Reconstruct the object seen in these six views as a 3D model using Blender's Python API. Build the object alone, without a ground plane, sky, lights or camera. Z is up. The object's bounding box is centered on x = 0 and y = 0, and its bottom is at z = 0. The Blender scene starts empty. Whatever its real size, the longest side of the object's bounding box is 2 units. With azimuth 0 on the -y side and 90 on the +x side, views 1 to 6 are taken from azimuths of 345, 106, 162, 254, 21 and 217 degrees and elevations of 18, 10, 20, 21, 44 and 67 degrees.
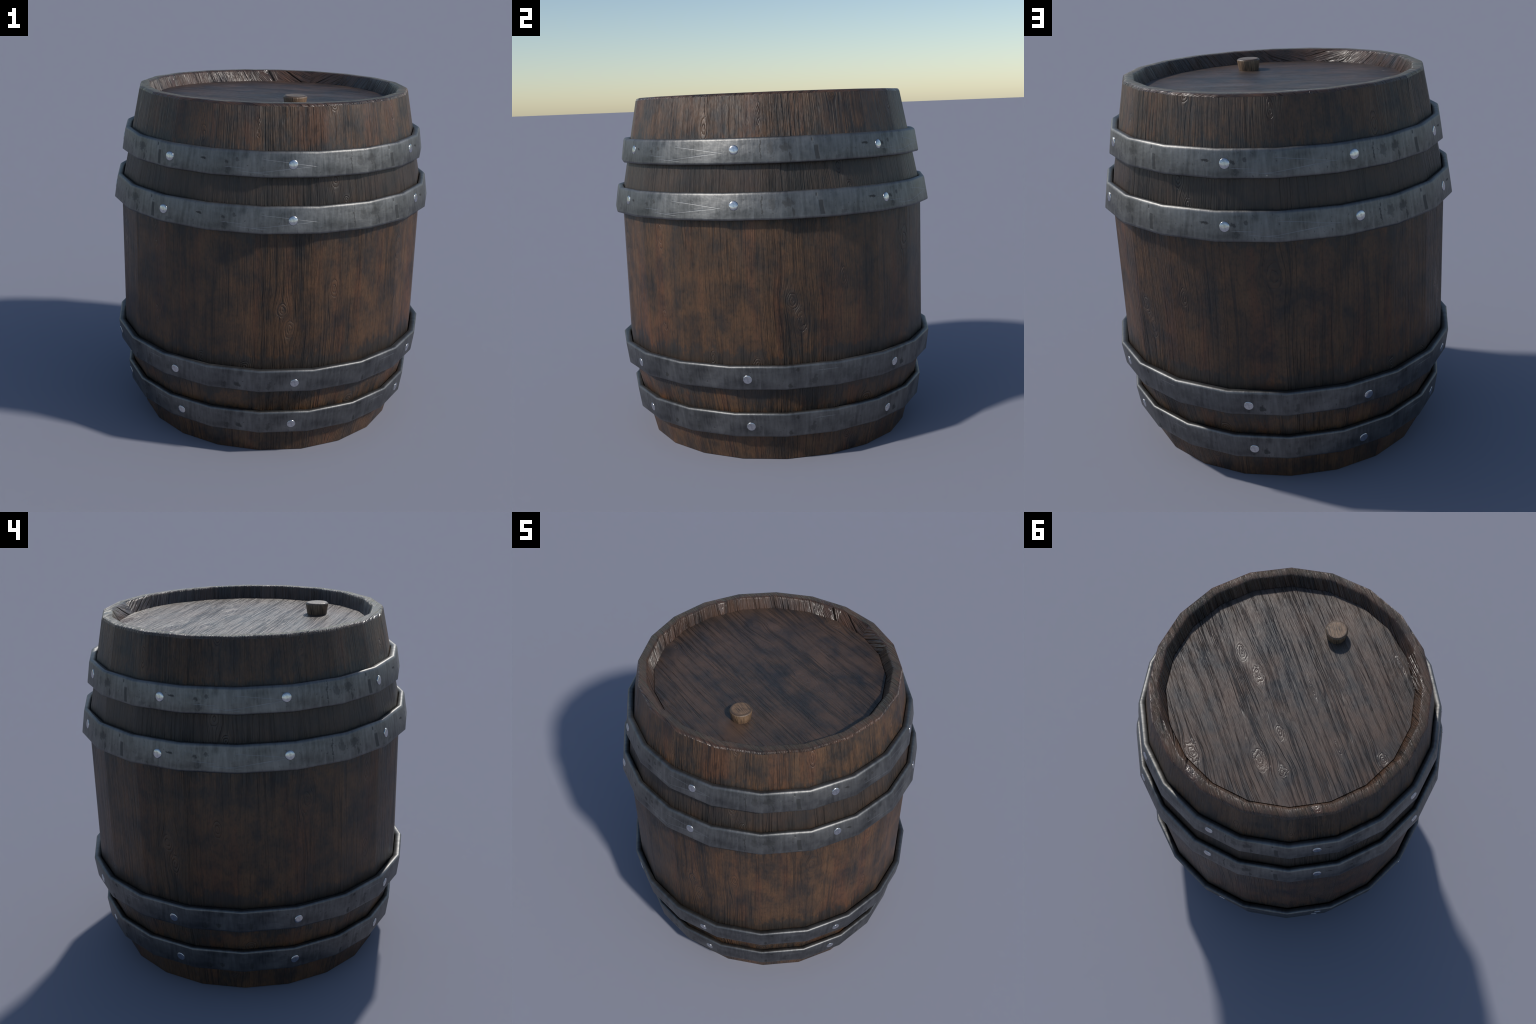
import bpy, math
from math import pi, radians, cos, sin, sqrt, atan2

# ---------------------------------------------------------------- geometry --
SIDES = 20                      # the barrel is a 20-sided lathe, one facet per stave
STEP = 2 * pi / SIDES

def new_object(name, mesh, material, parent=None):
    ob = bpy.data.objects.new(name, mesh)
    bpy.context.scene.collection.objects.link(ob)
    if material:
        mesh.materials.append(material)
    if parent:
        ob.parent = parent
    return ob

def segment_normal(p, q):
    """outward normal (r, z) of a profile segment walked with the outside on its right"""
    dr, dz = q[0] - p[0], q[1] - p[1]
    l = math.hypot(dr, dz) or 1.0
    return (dz / l, -dr / l)

def profile_normals(profile, closed=False, before=None, after=None):
    n = len(profile)
    segs = [segment_normal(profile[i], profile[(i + 1) % n]) for i in range(n if closed else n - 1)]
    out = []
    for i in range(n):
        if closed:
            a, b = segs[i - 1], segs[i]
        else:
            a = segs[i - 1] if i > 0 else (before or segs[0])
            b = segs[i] if i < n - 1 else (after or segs[-1])
        r, z = a[0] + b[0], a[1] + b[1]
        l = math.hypot(r, z) or 1.0
        out.append((r / l, z / l))
    return out

def lathe(name, profile, normals, sides=SIDES, first=0, count=None, closed=False, cap=None, centre=(0, 0)):
    """sweep a profile round the z axis; facet 'first' .. 'first+count'; smooth radial normals"""
    full = count is None
    count = sides if full else count
    cols = count if full else count + 1
    n = len(profile)
    verts, norms, faces = [], [], []
    for c in range(cols):
        t = (first + c) * 2 * pi / sides
        for (r, z), (nr, nz) in zip(profile, normals):
            verts.append((centre[0] + r * cos(t), centre[1] + r * sin(t), z))
            norms.append((nr * cos(t), nr * sin(t), nz))
    for c in range(count):
        a, b = c * n, ((c + 1) % cols) * n
        for i in range(n if closed else n - 1):
            j = (i + 1) % n
            faces.append((a + i, b + i, b + j, a + j))
    if cap is not None:                       # close the end of the profile with a flat disc
        base = len(verts)
        r, z = profile[-1]
        up = 1 if cap == 'top' else -1
        for c in range(cols):
            t = (first + c) * 2 * pi / sides
            verts.append((centre[0] + r * cos(t), centre[1] + r * sin(t), z))
            norms.append((0, 0, up))
        ring = list(range(base, base + cols))
        faces.append(tuple(ring if up > 0 else reversed(ring)))
    me = bpy.data.meshes.new(name)
    me.from_pydata(verts, [], faces)
    me.shade_smooth()
    me.normals_split_custom_set_from_vertices(norms)
    me.update()
    return me

# ------------------------------------------------------------- node helpers --
class Nodes:
    def __init__(self, tree):
        self.t = tree
    def put(self, socket, value):
        if value is None:
            return
        if isinstance(value, bpy.types.NodeSocket):
            self.t.links.new(value, socket)
        else:
            socket.default_value = value
    def math(self, op, a, b=None, c=None, clamp=False):
        n = self.t.nodes.new('ShaderNodeMath'); n.operation = op; n.use_clamp = clamp
        for s, v in zip(n.inputs, (a, b, c)):
            self.put(s, v)
        return n.outputs[0]
    def add(self, a, b): return self.math('ADD', a, b)
    def sub(self, a, b): return self.math('SUBTRACT', a, b)
    def mul(self, a, b): return self.math('MULTIPLY', a, b)
    def step(self, x, lo, hi, olo=0.0, ohi=1.0):
        n = self.t.nodes.new('ShaderNodeMapRange'); n.interpolation_type = 'SMOOTHSTEP'
        self.put(n.inputs[0], x)
        for i, v in zip((1, 2, 3, 4), (lo, hi, olo, ohi)):
            self.put(n.inputs[i], v)
        return n.outputs[0]
    def xyz(self, x=0.0, y=0.0, z=0.0):
        n = self.t.nodes.new('ShaderNodeCombineXYZ')
        for s, v in zip(n.inputs, (x, y, z)):
            self.put(s, v)
        return n.outputs[0]
    def split(self, v):
        n = self.t.nodes.new('ShaderNodeSeparateXYZ'); self.put(n.inputs[0], v)
        return n.outputs
    def noise(self, vec, scale=1.0, detail=4.0, rough=0.6, distort=0.0):
        n = self.t.nodes.new('ShaderNodeTexNoise')
        self.put(n.inputs['Vector'], vec); self.put(n.inputs['Scale'], scale)
        n.inputs['Detail'].default_value = detail
        n.inputs['Roughness'].default_value = rough
        n.inputs['Distortion'].default_value = distort
        return n.outputs[0]
    def ramp(self, f, stops):
        n = self.t.nodes.new('ShaderNodeValToRGB'); self.put(n.inputs[0], f)
        e = n.color_ramp.elements
        while len(e) < len(stops):
            e.new(0.5)
        for el, (p, c) in zip(e, stops):
            el.position = p; el.color = (*c, 1.0)
        return n.outputs[0]
    def mix(self, f, a, b, mode='MIX'):
        n = self.t.nodes.new('ShaderNodeMix'); n.data_type = 'RGBA'; n.blend_type = mode
        self.put(n.inputs[0], f)
        for s, v in ((n.inputs[6], a), (n.inputs[7], b)):
            self.put(s, v if isinstance(v, bpy.types.NodeSocket) else (*v, 1.0))
        return n.outputs[2]
    def position(self):
        return self.t.nodes.new('ShaderNodeTexCoord').outputs['Object']
    def group(self, tree, *args):
        n = self.t.nodes.new('ShaderNodeGroup'); n.node_tree = tree
        for s, v in zip(n.inputs, args):
            self.put(s, v)
        return n.outputs
    def bump(self, height, strength, distance, normal=None):
        n = self.t.nodes.new('ShaderNodeBump')
        self.put(n.inputs['Strength'], strength); n.inputs['Distance'].default_value = distance
        self.put(n.inputs['Height'], height); self.put(n.inputs['Normal'], normal)
        return n.outputs[0]

def new_material(name):
    m = bpy.data.materials.new(name); m.use_nodes = True
    return m, Nodes(m.node_tree), m.node_tree.nodes['Principled BSDF']

def make_group(name, ins, outs):
    g = bpy.data.node_groups.new(name, 'ShaderNodeTree')
    for i in ins:
        g.interface.new_socket(i, in_out='INPUT', socket_type='NodeSocketFloat')
    for o in outs:
        g.interface.new_socket(o, in_out='OUTPUT', socket_type='NodeSocketFloat')
    i = g.nodes.new('NodeGroupInput'); o = g.nodes.new('NodeGroupOutput')
    return g, Nodes(g), i.outputs, o.inputs

# one knot: fibres bend round it (shift) and rings fill it (ring, mask)
def knot_group():
    g, N, i, o = make_group('knot', ('across', 'along', 'wobble', 'cu', 'cv', 'half_width', 'half_height'),
                            ('shift', 'ring', 'mask'))
    across, along, wob, cu, cv, a, b = i[:7]
    dx = N.sub(across, cu); dy = N.sub(along, cv)
    ex = N.math('DIVIDE', dx, a); ey = N.math('DIVIDE', dy, b)
    q = N.add(N.mul(ex, ex), N.mul(ey, ey))
    r = N.add(N.math('SQRT', q), wob)
    fade = N.math('EXPONENT', N.mul(q, -0.09))
    N.put(o[0], N.mul(N.mul(dx, fade), N.math('DIVIDE', 1.25, N.add(q, 0.75))))
    mask = N.step(r, 1.35, 0.75)
    # narrow dark grooves between wider rings, fading on some sides
    wave = N.math('POWER', N.math('ABSOLUTE', N.math('SINE', N.mul(r, 7.6))), 0.40)
    broken = N.add(0.35, N.mul(0.65, N.step(N.mul(wob, ey), -0.12, 0.10)))
    N.put(o[1], N.mul(N.mul(N.sub(wave, 1.0), broken), mask))
    N.put(o[2], mask)
    return g

KNOT = None

def wood_fields(N, U, V, L, knots, groove_strength, ring_depth=0.42, unrest=0.8,
                relief=(1.2, 0.85, 0.22, 0.45), pitch=50.0):
    """grain relief and colour masks of a wooden surface.
    U across the fibres, V along them, L the across coordinate in which knots are placed"""
    slow = N.noise(N.xyz(N.mul(U, 2.2), N.mul(V, 1.1), 3.7), 1.0, 2.0, 0.5)
    wobble = N.mul(N.sub(N.noise(N.xyz(N.mul(U, 26.0), N.mul(V, 15.0), 1.3), 1.0, 3.0, 0.55), 0.5), unrest)
    shift = ring = mask = None
    for cu, cv, a, b in knots:
        s, r, m = N.group(KNOT, L, V, wobble, cu, cv, a, b)[:3]
        shift = s if shift is None else N.add(shift, s)
        ring = r if ring is None else N.add(ring, r)
        mask = m if mask is None else N.math('MAXIMUM', mask, m)
    psi = N.add(N.sub(U, N.mul(shift, 0.9)), N.mul(N.sub(slow, 0.5), 0.05))
    # fibres of three widths, long along V
    broad = N.noise(N.xyz(N.mul(psi, 16.0), N.mul(V, 0.55), 0.0), 1.0, 3.0, 0.55)
    fibre = N.noise(N.xyz(N.mul(psi, pitch), N.mul(V, 1.2), 5.0), 1.0, 4.0, 0.65)
    valley = N.step(fibre, 0.47, 0.36)
    hair = N.noise(N.xyz(N.mul(psi, 170.0), N.mul(V, 5.0), 9.0), 1.0, 3.0, 0.6)
    # long narrow cracks: zero crossings of a stretched noise
    field = N.noise(N.xyz(N.mul(psi, 26.0), N.mul(V, 0.75), 2.0), 1.0, 2.0, 0.45)
    crack = N.step(N.math('ABSOLUTE', N.sub(field, 0.5)), 0.035, 0.0)
    crack = N.mul(crack, N.step(N.noise(N.xyz(N.mul(U, 6.0), N.mul(V, 1.6), 8.0), 1.0, 2.0, 0.5), 0.44, 0.58))
    plain = N.math('SUBTRACT', 1.0, mask)
    height = N.add(N.sub(N.mul(N.sub(fibre, 0.5), relief[0]), N.mul(valley, relief[2])), N.mul(N.sub(hair, 0.5), relief[1]))
    height = N.mul(height, groove_strength)
    height = N.sub(height, N.mul(crack, N.mul(relief[3], groove_strength)))
    height = N.add(N.mul(height, N.add(N.mul(plain, 0.75), 0.25)), N.mul(ring, ring_depth))
    return dict(psi=psi, broad=broad, fibre=fibre, hair=hair, crack=crack, mask=mask, ring=ring, height=height)

def stave_material():
    m, N, bsdf = new_material('weathered_oak_staves')
    x, y, z = N.split(N.position())[:3]
    turn = N.math('FLOORED_MODULO', N.sub(N.math('ARCTAN2', y, x), pi / 2), 2 * pi)
    U = N.mul(turn, 0.905)
    # knots come back every 122.6 degrees, as boards sawn from one log
    span, lead = radians(122.6), radians(22.6)
    L = N.mul(N.sub(N.math('FLOORED_MODULO', N.add(turn, lead), span), radians(20.0)), 0.905)
    d = lambda deg: radians(deg) * 0.905
    knots = [(d(0), 1.247, .024, .075), (d(0), .780, .026, .070), (d(20.5), .604, .022, .045),
             (d(36.5), .578, .030, .035), (d(49.0), .917, .036, .050), (d(51.8), .803, .032, .062),
             (d(67.3), 1.025, .026, .060), (d(97.2), 1.172, .042, .085), (d(68.3), 1.990, .026, .040),
             (d(67.2), 1.610, .028, .045), (d(71.0), 1.500, .024, .035), (d(77.5), .312, .040, .040),
             (d(70.8), .108, .030, .030), (d(98.0), 1.935, .022, .055), (d(18.3), 1.820, .026, .070),
             (d(39.3), 1.880, .016, .060)]
    # coarse growth ridges run down the stave that holds the double knot
    ridge = N.mul(N.step(L, d(36), d(44)), N.step(L, d(66), d(58)))
    patch = N.noise(N.xyz(N.mul(U, 1.6), N.mul(z, 0.9), 6.0), 1.0, 2.0, 0.5)
    strength = N.add(N.add(0.45, N.mul(ridge, 0.85)), N.mul(N.step(patch, 0.45, 0.7), 0.4))
    f = wood_fields(N, U, z, L, knots, strength)

    # colour: rust-brown patches over a dark grey-brown, streaked along the grain
    cloud = N.noise(N.xyz(N.mul(f['psi'], 5.5), N.mul(z, 4.4), 1.0), 1.0, 9.0, 0.70)
    fleck = N.noise(N.xyz(N.mul(f['psi'], 40.0), N.mul(z, 15.0), 4.0), 1.0, 5.0, 0.7)
    tone = N.add(N.mul(cloud, 0.74), N.add(N.mul(f['broad'], 0.10), N.mul(f['fibre'], 0.08)))
    tone = N.add(N.sub(tone, 0.01), N.mul(fleck, 0.17))
    col = N.ramp(tone, [(0.38, (.018, .0162, .0155)), (0.455, (.036, .0245, .0180)),
                        (0.53, (.068, .0385, .0215)), (0.62, (.104, .0530, .0250)), (0.74, (.122, .067, .035))])
    red = N.noise(N.xyz(N.mul(f['psi'], 9.0), N.mul(z, 0.8), 11.0), 1.0, 2.0, 0.5)
    col = N.mix(N.mul(N.step(red, 0.5, 0.66), 0.55), col, (1.12, 0.84, 0.80), 'MULTIPLY')
    speck = N.noise(N.xyz(N.mul(f['psi'], 95.0), N.mul(z, 42.0), 13.0), 1.0, 3.0, 0.65)
    col = N.mix(N.mul(N.step(speck, 0.52, 0.36), 0.55), col, (.45, .46, .48), 'MULTIPLY')
    # sooty grime by the hoops plus contact shade painted into the colour, ragged edge
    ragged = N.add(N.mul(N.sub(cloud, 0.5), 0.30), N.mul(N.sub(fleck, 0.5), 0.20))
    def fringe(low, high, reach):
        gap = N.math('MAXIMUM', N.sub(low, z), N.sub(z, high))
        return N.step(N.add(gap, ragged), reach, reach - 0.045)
    grime_shade = N.math('MAXIMUM', N.math('MAXIMUM', fringe(1.36, 1.76, .055), fringe(.451, .585, .085)),
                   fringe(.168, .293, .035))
    col = N.mix(N.mul(grime_shade, 0.64), col, N.mix(f['fibre'], (.017, .017, .017), (.036, .033, .030)))
    dark = N.math('MAXIMUM', N.mul(f['crack'], 0.6), N.mul(N.step(f['fibre'], 0.45, 0.33), N.mul(strength, 0.45)))
    ringline = N.mul(N.step(f['ring'], -0.25, -0.85), 0.6)
    dark = N.math('MAXIMUM', dark, ringline)
    col = N.mix(dark, col, (.012, .0115, .0115))
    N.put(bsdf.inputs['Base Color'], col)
    N.put(bsdf.inputs['Roughness'], N.add(0.38, N.mul(f['hair'], 0.16)))
    bsdf.inputs['Specular IOR Level'].default_value = 0.5
    N.put(bsdf.inputs['Normal'], N.bump(f['height'], 1.0, 0.010))
    return m

def head_material(name, coarse=1.0, knots=(), relief=(0.35, 0.50, 0.34, 0.45), pitch=48.0, gloss=0.29, warm=(1, 1, 1)):
    """boards of the barrel head: straight grain across the disc"""
    m, N, bsdf = new_material(name)
    x, y, z = N.split(N.position())[:3]
    g = radians(145.5)
    V = N.add(N.mul(x, cos(g)), N.mul(y, sin(g)))
    U = N.sub(N.mul(y, cos(g)), N.mul(x, sin(g)))
    V = N.add(V, N.mul(z, 0.25))
    U = N.add(U, N.mul(z, 0.12))
    patch = N.noise(N.xyz(N.mul(U, 3.0), N.mul(V, 1.4), 6.0), 1.0, 2.0, 0.5)
    strength = N.mul(N.add(0.9, N.mul(N.step(patch, 0.42, 0.66), 0.6)), coarse)
    tint = N.math('MINIMUM', strength, 1.3)
    rot = [((-kx * sin(g) + ky * cos(g)) + 1.925 * 0.12, (kx * cos(g) + ky * sin(g)) + 1.925 * 0.25, a, b)
           for kx, ky, a, b in knots]
    f = wood_fields(N, U, V, U, rot, strength, 0.26, 1.7, relief, pitch)
    cloud = N.noise(N.xyz(N.mul(f['psi'], 5.0), N.mul(V, 4.2), 1.0), 1.0, 7.0, 0.66)
    fleck = N.noise(N.xyz(N.mul(f['psi'], 30.0), N.mul(V, 9.0), 4.0), 1.0, 3.0, 0.6)
    tone = N.add(N.mul(cloud, 0.78), N.add(N.mul(f['broad'], 0.10), N.mul(f['fibre'], 0.10)))
    tone = N.add(tone, N.mul(fleck, 0.10))
    col = N.ramp(tone, [(0.38, (.018, .0165, .017)), (0.46, (.034, .0245, .020)),
                        (0.55, (.060, .0375, .0255)), (0.66, (.088, .051, .032))])
    dx = N.sub(x, 0.09); dy = N.sub(y, 0.016)
    stain = N.math('SQRT', N.add(N.mul(dx, dx), N.mul(dy, dy)))
    stain = N.step(N.add(stain, N.mul(N.sub(cloud, 0.5), 0.35)), 0.13, 0.02)
    col = N.mix(N.mul(stain, 0.75), col, (.014, .0145, .017))
    dark = N.math('MAXIMUM', N.mul(f['crack'], 0.55), N.mul(N.step(f['fibre'], 0.44, 0.34), N.mul(tint, 0.30)))
    dark = N.math('MAXIMUM', dark, N.mul(N.step(f['ring'], -0.25, -0.85), 0.5))
    col = N.mix(1.0, N.mix(dark, col, (.012, .0115, .012)), warm, 'MULTIPLY')
    N.put(bsdf.inputs['Base Color'], col)
    N.put(bsdf.inputs['Roughness'], N.add(gloss, N.mul(f['fibre'], 0.22)))
    bsdf.inputs['Specular IOR Level'].default_value = 0.7
    N.put(bsdf.inputs['Normal'], N.bump(f['height'], 1.0, 0.010))
    return m

def bung_material():
    m, N, bsdf = new_material('pale_bung_wood')
    x, y, z = N.split(N.position())[:3]
    turn = N.math('ARCTAN2', y, x)
    nz = N.split(N.t.nodes.new('ShaderNodeNewGeometry').outputs['Normal'])[2]
    top = N.step(nz, 0.5, 0.8)
    side_u = N.add(N.mul(turn, 0.06), N.mul(z, 0.1))
    g = radians(50.0)
    top_u = N.add(N.mul(x, cos(g)), N.mul(y, sin(g)))
    top_v = N.sub(N.mul(y, cos(g)), N.mul(x, sin(g)))
    u = N.add(N.mul(N.sub(1.0, top), side_u), N.mul(top, top_u))
    v = N.add(N.mul(N.sub(1.0, top), z), N.mul(top, top_v))
    fibre = N.noise(N.xyz(N.mul(u, 130.0), N.mul(v, 7.0), 2.0), 1.0, 4.0, 0.6)
    blot = N.noise(N.xyz(N.mul(u, 30.0), N.mul(v, 18.0), 7.0), 1.0, 4.0, 0.6)
    col = N.ramp(N.add(N.mul(blot, 0.7), N.mul(fibre, 0.3)),
                 [(0.36, (.075, .047, .029)), (0.48, (.17, .104, .060)), (0.62, (.25, .155, .092))])
    slit = N.noise(N.xyz(N.mul(u, 75.0), N.mul(v, 2.0), 5.0), 1.0, 1.0, 0.4)
    col = N.mix(N.mul(N.step(N.math('ABSOLUTE', N.sub(slit, 0.5)), 0.035, 0.0), 0.85), col, (.018, .014, .011))
    r = N.math('SQRT', N.add(N.mul(x, x), N.mul(y, y)))
    worn = N.mul(N.step(N.add(r, N.mul(N.sub(blot, 0.5), 0.03)), 0.046, 0.060), top)
    col = N.mix(N.mul(worn, 0.7), col, (.035, .024, .018))
    N.put(bsdf.inputs['Base Color'], col)
    bsdf.inputs['Roughness'].default_value = 0.36
    N.put(bsdf.inputs['Normal'], N.bump(fibre, 1.0, 0.004))
    return m

def hoop_material(name, marks, shade, band_half):
    """dark worn steel strap; 'marks' sit in a pattern that returns every quarter turn.
    object space: z = 0 in the middle of the strap"""
    m, N, bsdf = new_material(name)
    x, y, z = N.split(N.position())[:3]
    turn = N.math('FLOORED_MODULO', N.math('ARCTAN2', y, x), 2 * pi)
    L = N.mul(N.math('FLOORED_MODULO', N.sub(turn, radians(10.0)), pi / 2), 0.92)   # arc length from 10 deg
    U = N.mul(turn, 0.92)
    d = lambda deg: radians(((deg - 10.0) % 90.0)) * 0.92
    cloud = N.noise(N.xyz(N.mul(L, 7.0), N.mul(z, 9.0), 1.0), 1.0, 5.0, 0.62)
    brush = N.noise(N.xyz(N.mul(L, 60.0), N.mul(z, 9.0), 4.0), 1.0, 4.0, 0.6)
    pit = N.noise(N.xyz(N.mul(U, 60.0), N.mul(z, 45.0), 9.0), 1.0, 3.0, 0.6)
    tone = N.add(N.mul(cloud, 0.6), N.mul(brush, 0.4))
    col = N.ramp(tone, [(0.33, tuple(c * 0.55 for c in shade)), (0.5, shade),
                        (0.66, tuple(min(1, c * 1.45) for c in shade))])
    rough = N.add(0.50, N.mul(N.sub(cloud, 0.5), 0.25))
    dirt = N.mul(N.step(pit, 0.62, 0.72), 0.45)
    dent = N.noise(N.xyz(N.mul(U, 16.0), N.mul(z, 22.0), 6.0), 1.0, 2.0, 0.5)
    height = N.add(N.mul(brush, 0.30), N.mul(dent, 0.8))
    warp = N.mul(N.sub(N.noise(N.xyz(N.mul(L, 30.0), N.mul(z, 30.0), 3.0), 1.0, 3.0, 0.6), 0.5), 0.03)
    scratches = None
    for kind, a, b in marks:
        if kind == 'blot':                    # (deg, z, half length, half height)
            deg, cz, hw, hh = a
            ex = N.math('DIVIDE', N.add(N.sub(L, d(deg)), warp), hw)
            ez = N.math('DIVIDE', N.add(N.sub(z, cz), warp), hh)
            q = N.add(N.math('SQRT', N.add(N.mul(ex, ex), N.mul(ez, ez))), N.mul(N.sub(pit, 0.5), 2.5))
            dirt = N.math('MAXIMUM', dirt, N.mul(N.step(q, 1.2, 0.6), b))
        elif kind == 'gouge':                 # slanting dark slot: (deg, z low, z high, half width), slant
            deg, z0, z1, hw = a
            ex = N.math('ABSOLUTE', N.sub(N.sub(L, d(deg)), N.mul(z, b)))
            slot = N.mul(N.step(N.add(ex, N.mul(warp, .25)), hw, hw * 0.6),
                         N.mul(N.step(z, z1, z1 - 0.008), N.step(z, z0, z0 + 0.008)))
            dirt = N.math('MAXIMUM', dirt, N.mul(slot, N.add(0.3, N.mul(brush, 0.5))))
            height = N.sub(height, N.mul(slot, 0.3))
        else:                                 # scratch from (deg, z) to (deg, z)
            (t0, z0), (t1, z1) = a, b
            s0, s1 = d(t0), d(t1)
            line = N.sub(z, N.add(z0, N.mul(N.sub(L, s0), (z1 - z0) / (s1 - s0))))
            thin = N.step(N.math('ABSOLUTE', N.add(line, N.mul(warp, 0.06))), 0.0022, 0.0006)
            thin = N.mul(thin, N.mul(N.step(L, s0, s0 + 0.02), N.step(L, s1, s1 - 0.02)))
            scratches = thin if scratches is None else N.math('MAXIMUM', scratches, thin)
    col = N.mix(dirt, col, (.045, .045, .045))
    if scratches is not None:
        col = N.mix(N.mul(scratches, 0.5), col, (.30, .31, .32))
        height = N.sub(height, N.mul(scratches, 0.15))
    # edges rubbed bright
    edge = N.step(N.add(N.math('ABSOLUTE', z), N.mul(N.sub(brush, 0.5), 0.02)), band_half - 0.010, band_half - 0.002)
    col = N.mix(N.mul(edge, 0.2), col, (.20, .20, .20))
    N.put(bsdf.inputs['Base Color'], col)
    bsdf.inputs['Metallic'].default_value = 1.0
    N.put(bsdf.inputs['Roughness'], N.add(rough, N.mul(dirt, 0.2)))
    N.put(bsdf.inputs['Normal'], N.bump(height, 1.0, 0.003))
    return m

def rivet_material():
    m, N, bsdf = new_material('bright_rivet_steel')
    n = N.noise(N.position(), 70.0, 3.0, 0.6)
    N.put(bsdf.inputs['Base Color'], N.ramp(n, [(0.35, (.44, .45, .46)), (0.6, (.62, .62, .63))]))
    bsdf.inputs['Metallic'].default_value = 1.0
    N.put(bsdf.inputs['Roughness'], N.add(0.16, N.mul(n, 0.14)))
    return m

# -------------------------------------------------------------------- build --
KNOT = knot_group()
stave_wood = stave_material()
HEAD_KNOTS = [(.366, -.032, .030, .058), (.205, .026, .032, .064), (-.112, .247, .027, .048),
              (-.124, .443, .036, .075), (-.262, .424, .030, .040), (.197, .630, .040, .075),
              (-.665, .041, .030, .040), (-.413, -.506, .014, .060), (-.10, -.08, .010, .060),
              (-.423, .131, .010, .055)]
head_wood = head_material('weathered_head_boards', coarse=1.0, knots=HEAD_KNOTS)
rim_wood = head_material('weathered_rim_wood', coarse=1.3, relief=(2.0, 1.0, 0.45, 0.5), pitch=36.0, gloss=0.17, warm=(1.25, 1.05, 0.92),
                         knots=[(.093, .748, .03, .06), (-.55, .50, .03, .05)])
bung_wood = bung_material()
rivet_steel = rivet_material()

barrel = bpy.data.objects.new('wooden_barrel', None)
bpy.context.scene.collection.objects.link(barrel)
barrel["label"] = "dark brown wooden barrel with four riveted steel hoops"
barrel["category"] = "barrel"

# stave wall: straight tapers meeting a straight middle, bevelled rim, sloping inner wall
R_END, R_MID, HEIGHT, Z_HEAD = 0.790, 0.9085, 2.0, 1.931
Z_LOW, Z_HIGH = 0.500, 1.428             # the tapers end here; the lower one is shorter and steeper
wall = [(R_END, 0.0), (R_MID, Z_LOW), (R_MID, Z_HIGH), (R_END + .0045, HEIGHT - .014)]
rim = [wall[-1], (R_END - .002, HEIGHT - .003), (R_END - .010, HEIGHT), (0.744, HEIGHT), (0.737, HEIGHT - .003),
       (0.732, HEIGHT - .011), (0.703, Z_HEAD - .004)]
wall_n = profile_normals(wall, after=segment_normal(rim[0], rim[1]))
rim_n = profile_normals(rim, before=segment_normal(wall[-2], wall[-1]))
for k in range(SIDES):
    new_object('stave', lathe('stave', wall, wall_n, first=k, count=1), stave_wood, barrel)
new_object('rim', lathe('rim', rim, rim_n), rim_wood, barrel)
new_object('barrel_head', lathe('barrel_head', [(0.7005, Z_HEAD - .006), (0.7005, Z_HEAD)],
           [(1, 0), (1, 0)], cap='top'), head_wood, barrel)

# foot: the same chime upside down, with the lower head set in
foot = [(0.703, .078), (0.735, .001), (R_END - .001, .0)]
new_object('rim', lathe('rim', foot, profile_normals(foot)), rim_wood, barrel)
new_object('barrel_head', lathe('barrel_head', [(0.7005, .082), (0.7005, .074)],
           [(1, 0), (1, 0)], cap='bottom'), head_wood, barrel)

# bung: tapered plug with a chamfered top
bung_profile = [(.0565, -.004), (.0655, .053), (.0640, .058), (.0570, .0635)]
bung_n = profile_normals(bung_profile, after=(0.0, 1.0))
bung = new_object('bung', lathe('bung', bung_profile, bung_n, sides=24, cap='top'), bung_wood, barrel)
bung.location = (0.0, -0.449, Z_HEAD + .001)

# hoops: outer face (r, z) top and bottom; rivets by angle and height
HOOPS = [((.880, 1.764), (.900, 1.644)), ((.932, 1.489), (.9535, 1.360)),
         ((.9525, .573), (.937, .451)), ((.898, .293), (.880, .168))]
RIVETS = [
    [(3.6, 1.712), (56.7, 1.707), (95.8, 1.712), (136.2, 1.706), (178.1, 1.713), (217.0, 1.702), (261.6, 1.706), (315.9, 1.714)],
    [(3.6, 1.431), (56.6, 1.426), (95.8, 1.434), (136.3, 1.425), (178.1, 1.432), (216.9, 1.424), (261.6, 1.424), (316.0, 1.437)],
    [(5.7, .505), (60.2, .500), (97.9, .492), (138.7, .495), (180.6, .505), (220.8, .502), (263.8, .500), (318.6, .501)],
    [(5.6, .223), (60.3, .218), (98.0, .212), (138.5, .217), (180.5, .224), (220.8, .221), (263.8, .219), (318.9, .222)],
]
UPPER_MARKS = [
    ('gouge', (31.5, -.060, .022, .014), -0.10), ('gouge', (30.2, .036, .060, .006), 0.0),
    ('blot', (50.5, .014, .020, .008), .75), ('blot', (59.0, .006, .012, .014), .6), ('blot', (62.5, .018, .012, .012), .5),
    ('blot', (16.0, .010, .020, .030), .35), ('blot', (21.0, .012, .030, .026), .45), ('blot', (12.5, .0, .004, .06), .55),
    ('blot', (22.5, -.035, .006, .030), .5), ('blot', (39.0, -.045, .02, .01), .3), ('blot', (60.0, -.035, .010, .02), .45),
    ('scratch', (71.0, .030), (90.0, -.008)), ('scratch', (67.5, -.042), (88.0, -.008)),
    ('scratch', (58.0, -.018), (66.0, -.022)), ('scratch', (63.0, -.036), (74.0, -.046)),
    ('scratch', (75.0, -.030), (84.0, -.012)),
]
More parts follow.
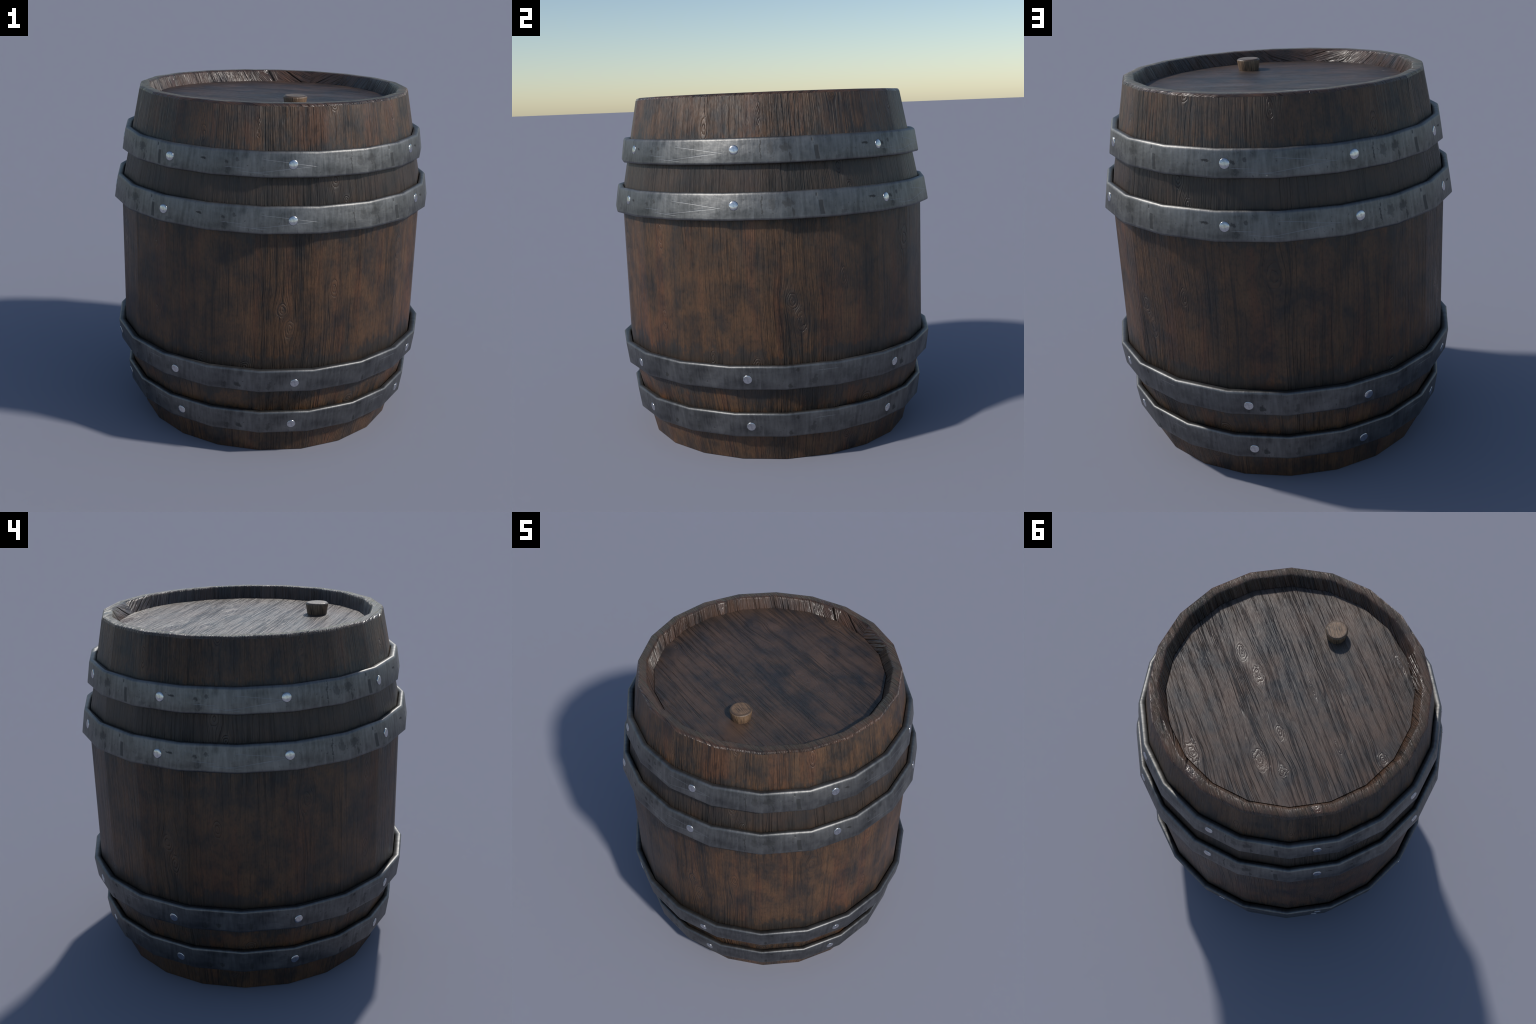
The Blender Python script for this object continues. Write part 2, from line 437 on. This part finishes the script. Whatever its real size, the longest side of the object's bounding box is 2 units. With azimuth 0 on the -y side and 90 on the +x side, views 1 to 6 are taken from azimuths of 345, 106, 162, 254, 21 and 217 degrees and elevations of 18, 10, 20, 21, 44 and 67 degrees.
LOWER_MARKS = [
    ('blot', (22.0, .040, .012, .010), .6), ('blot', (19.5, -.045, .014, .016), .55), ('blot', (28.0, -.020, .016, .030), .4),
    ('blot', (64.5, -.028, .016, .018), .65), ('blot', (60.0, -.040, .008, .022), .5), ('blot', (75.0, -.030, .012, .024), .35),
    ('blot', (40.0, .000, .05, .030), .2), ('scratch', (28.0, .030), (36.0, .034)),
]
upper_steel = hoop_material('worn_hoop_steel', UPPER_MARKS, (.172, .170, .165), .060)
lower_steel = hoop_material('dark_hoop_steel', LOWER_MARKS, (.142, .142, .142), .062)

dome = [(.0250, -.003), (.0250, .0004), (.0236, .0018), (.0205, .0026), (.0150, .0033), (.0070, .0037)]
rounder = [(r, 1.5 * z) for r, z in dome]        # shaded a little rounder than it stands
rivet_mesh = lathe('rivet', dome, profile_normals(rounder, after=(0.0, 1.0)), sides=16, cap='top')
rivet_mesh.materials.append(rivet_steel)

for index, ((rt, zt), (rb, zb)) in enumerate(HOOPS):
    mid = (zt + zb) / 2
    wall_r = lambda z: R_END + (R_MID - R_END) * min(1.0, z / Z_LOW, (HEIGHT - z) / (HEIGHT - Z_HIGH))
    slope = (rt - rb) / (zt - zb)
    inner_t, inner_b = wall_r(zt) + .004, wall_r(zb) + .004
    # closed section, walked up the outer face and back down the inside
    section = [(inner_b - .002, zb - .004), (rb - .014, zb - .008), (rb - .007, zb - .007), (rb - .001, zb - .002),
               (rb + slope * .006, zb + .006), (rt - slope * .006, zt - .006), (rt - .001, zt), (rt - .006, zt + .006),
               (rt - .013, zt + .008), (inner_t + .004, zt + .003), (inner_t, zt - .010)]
    section = [(r, z - mid) for r, z in section]
    hoop = new_object('hoop', lathe('hoop', section, profile_normals(section, closed=True), closed=True),
                      upper_steel if index < 2 else lower_steel, barrel)
    hoop.location = (0, 0, mid)
    tilt = atan2(rb - rt, zt - zb)            # outer face leans
    for deg, z in RIVETS[index]:
        t = radians(deg)
        centre = (math.floor(t / STEP) + 0.5) * STEP
        r_face = (rt + slope * (z - zt)) * cos(STEP / 2)          # distance of the facet plane from the axis
        along = r_face * math.tan(t - centre)
        rv = bpy.data.objects.new('rivet', rivet_mesh)
        bpy.context.scene.collection.objects.link(rv)
        rv.parent = hoop
        rv.location = (r_face * cos(centre) - along * sin(centre),
                       r_face * sin(centre) + along * cos(centre), z - mid)
        rv.rotation_euler = (0.0, pi / 2 - tilt, centre)
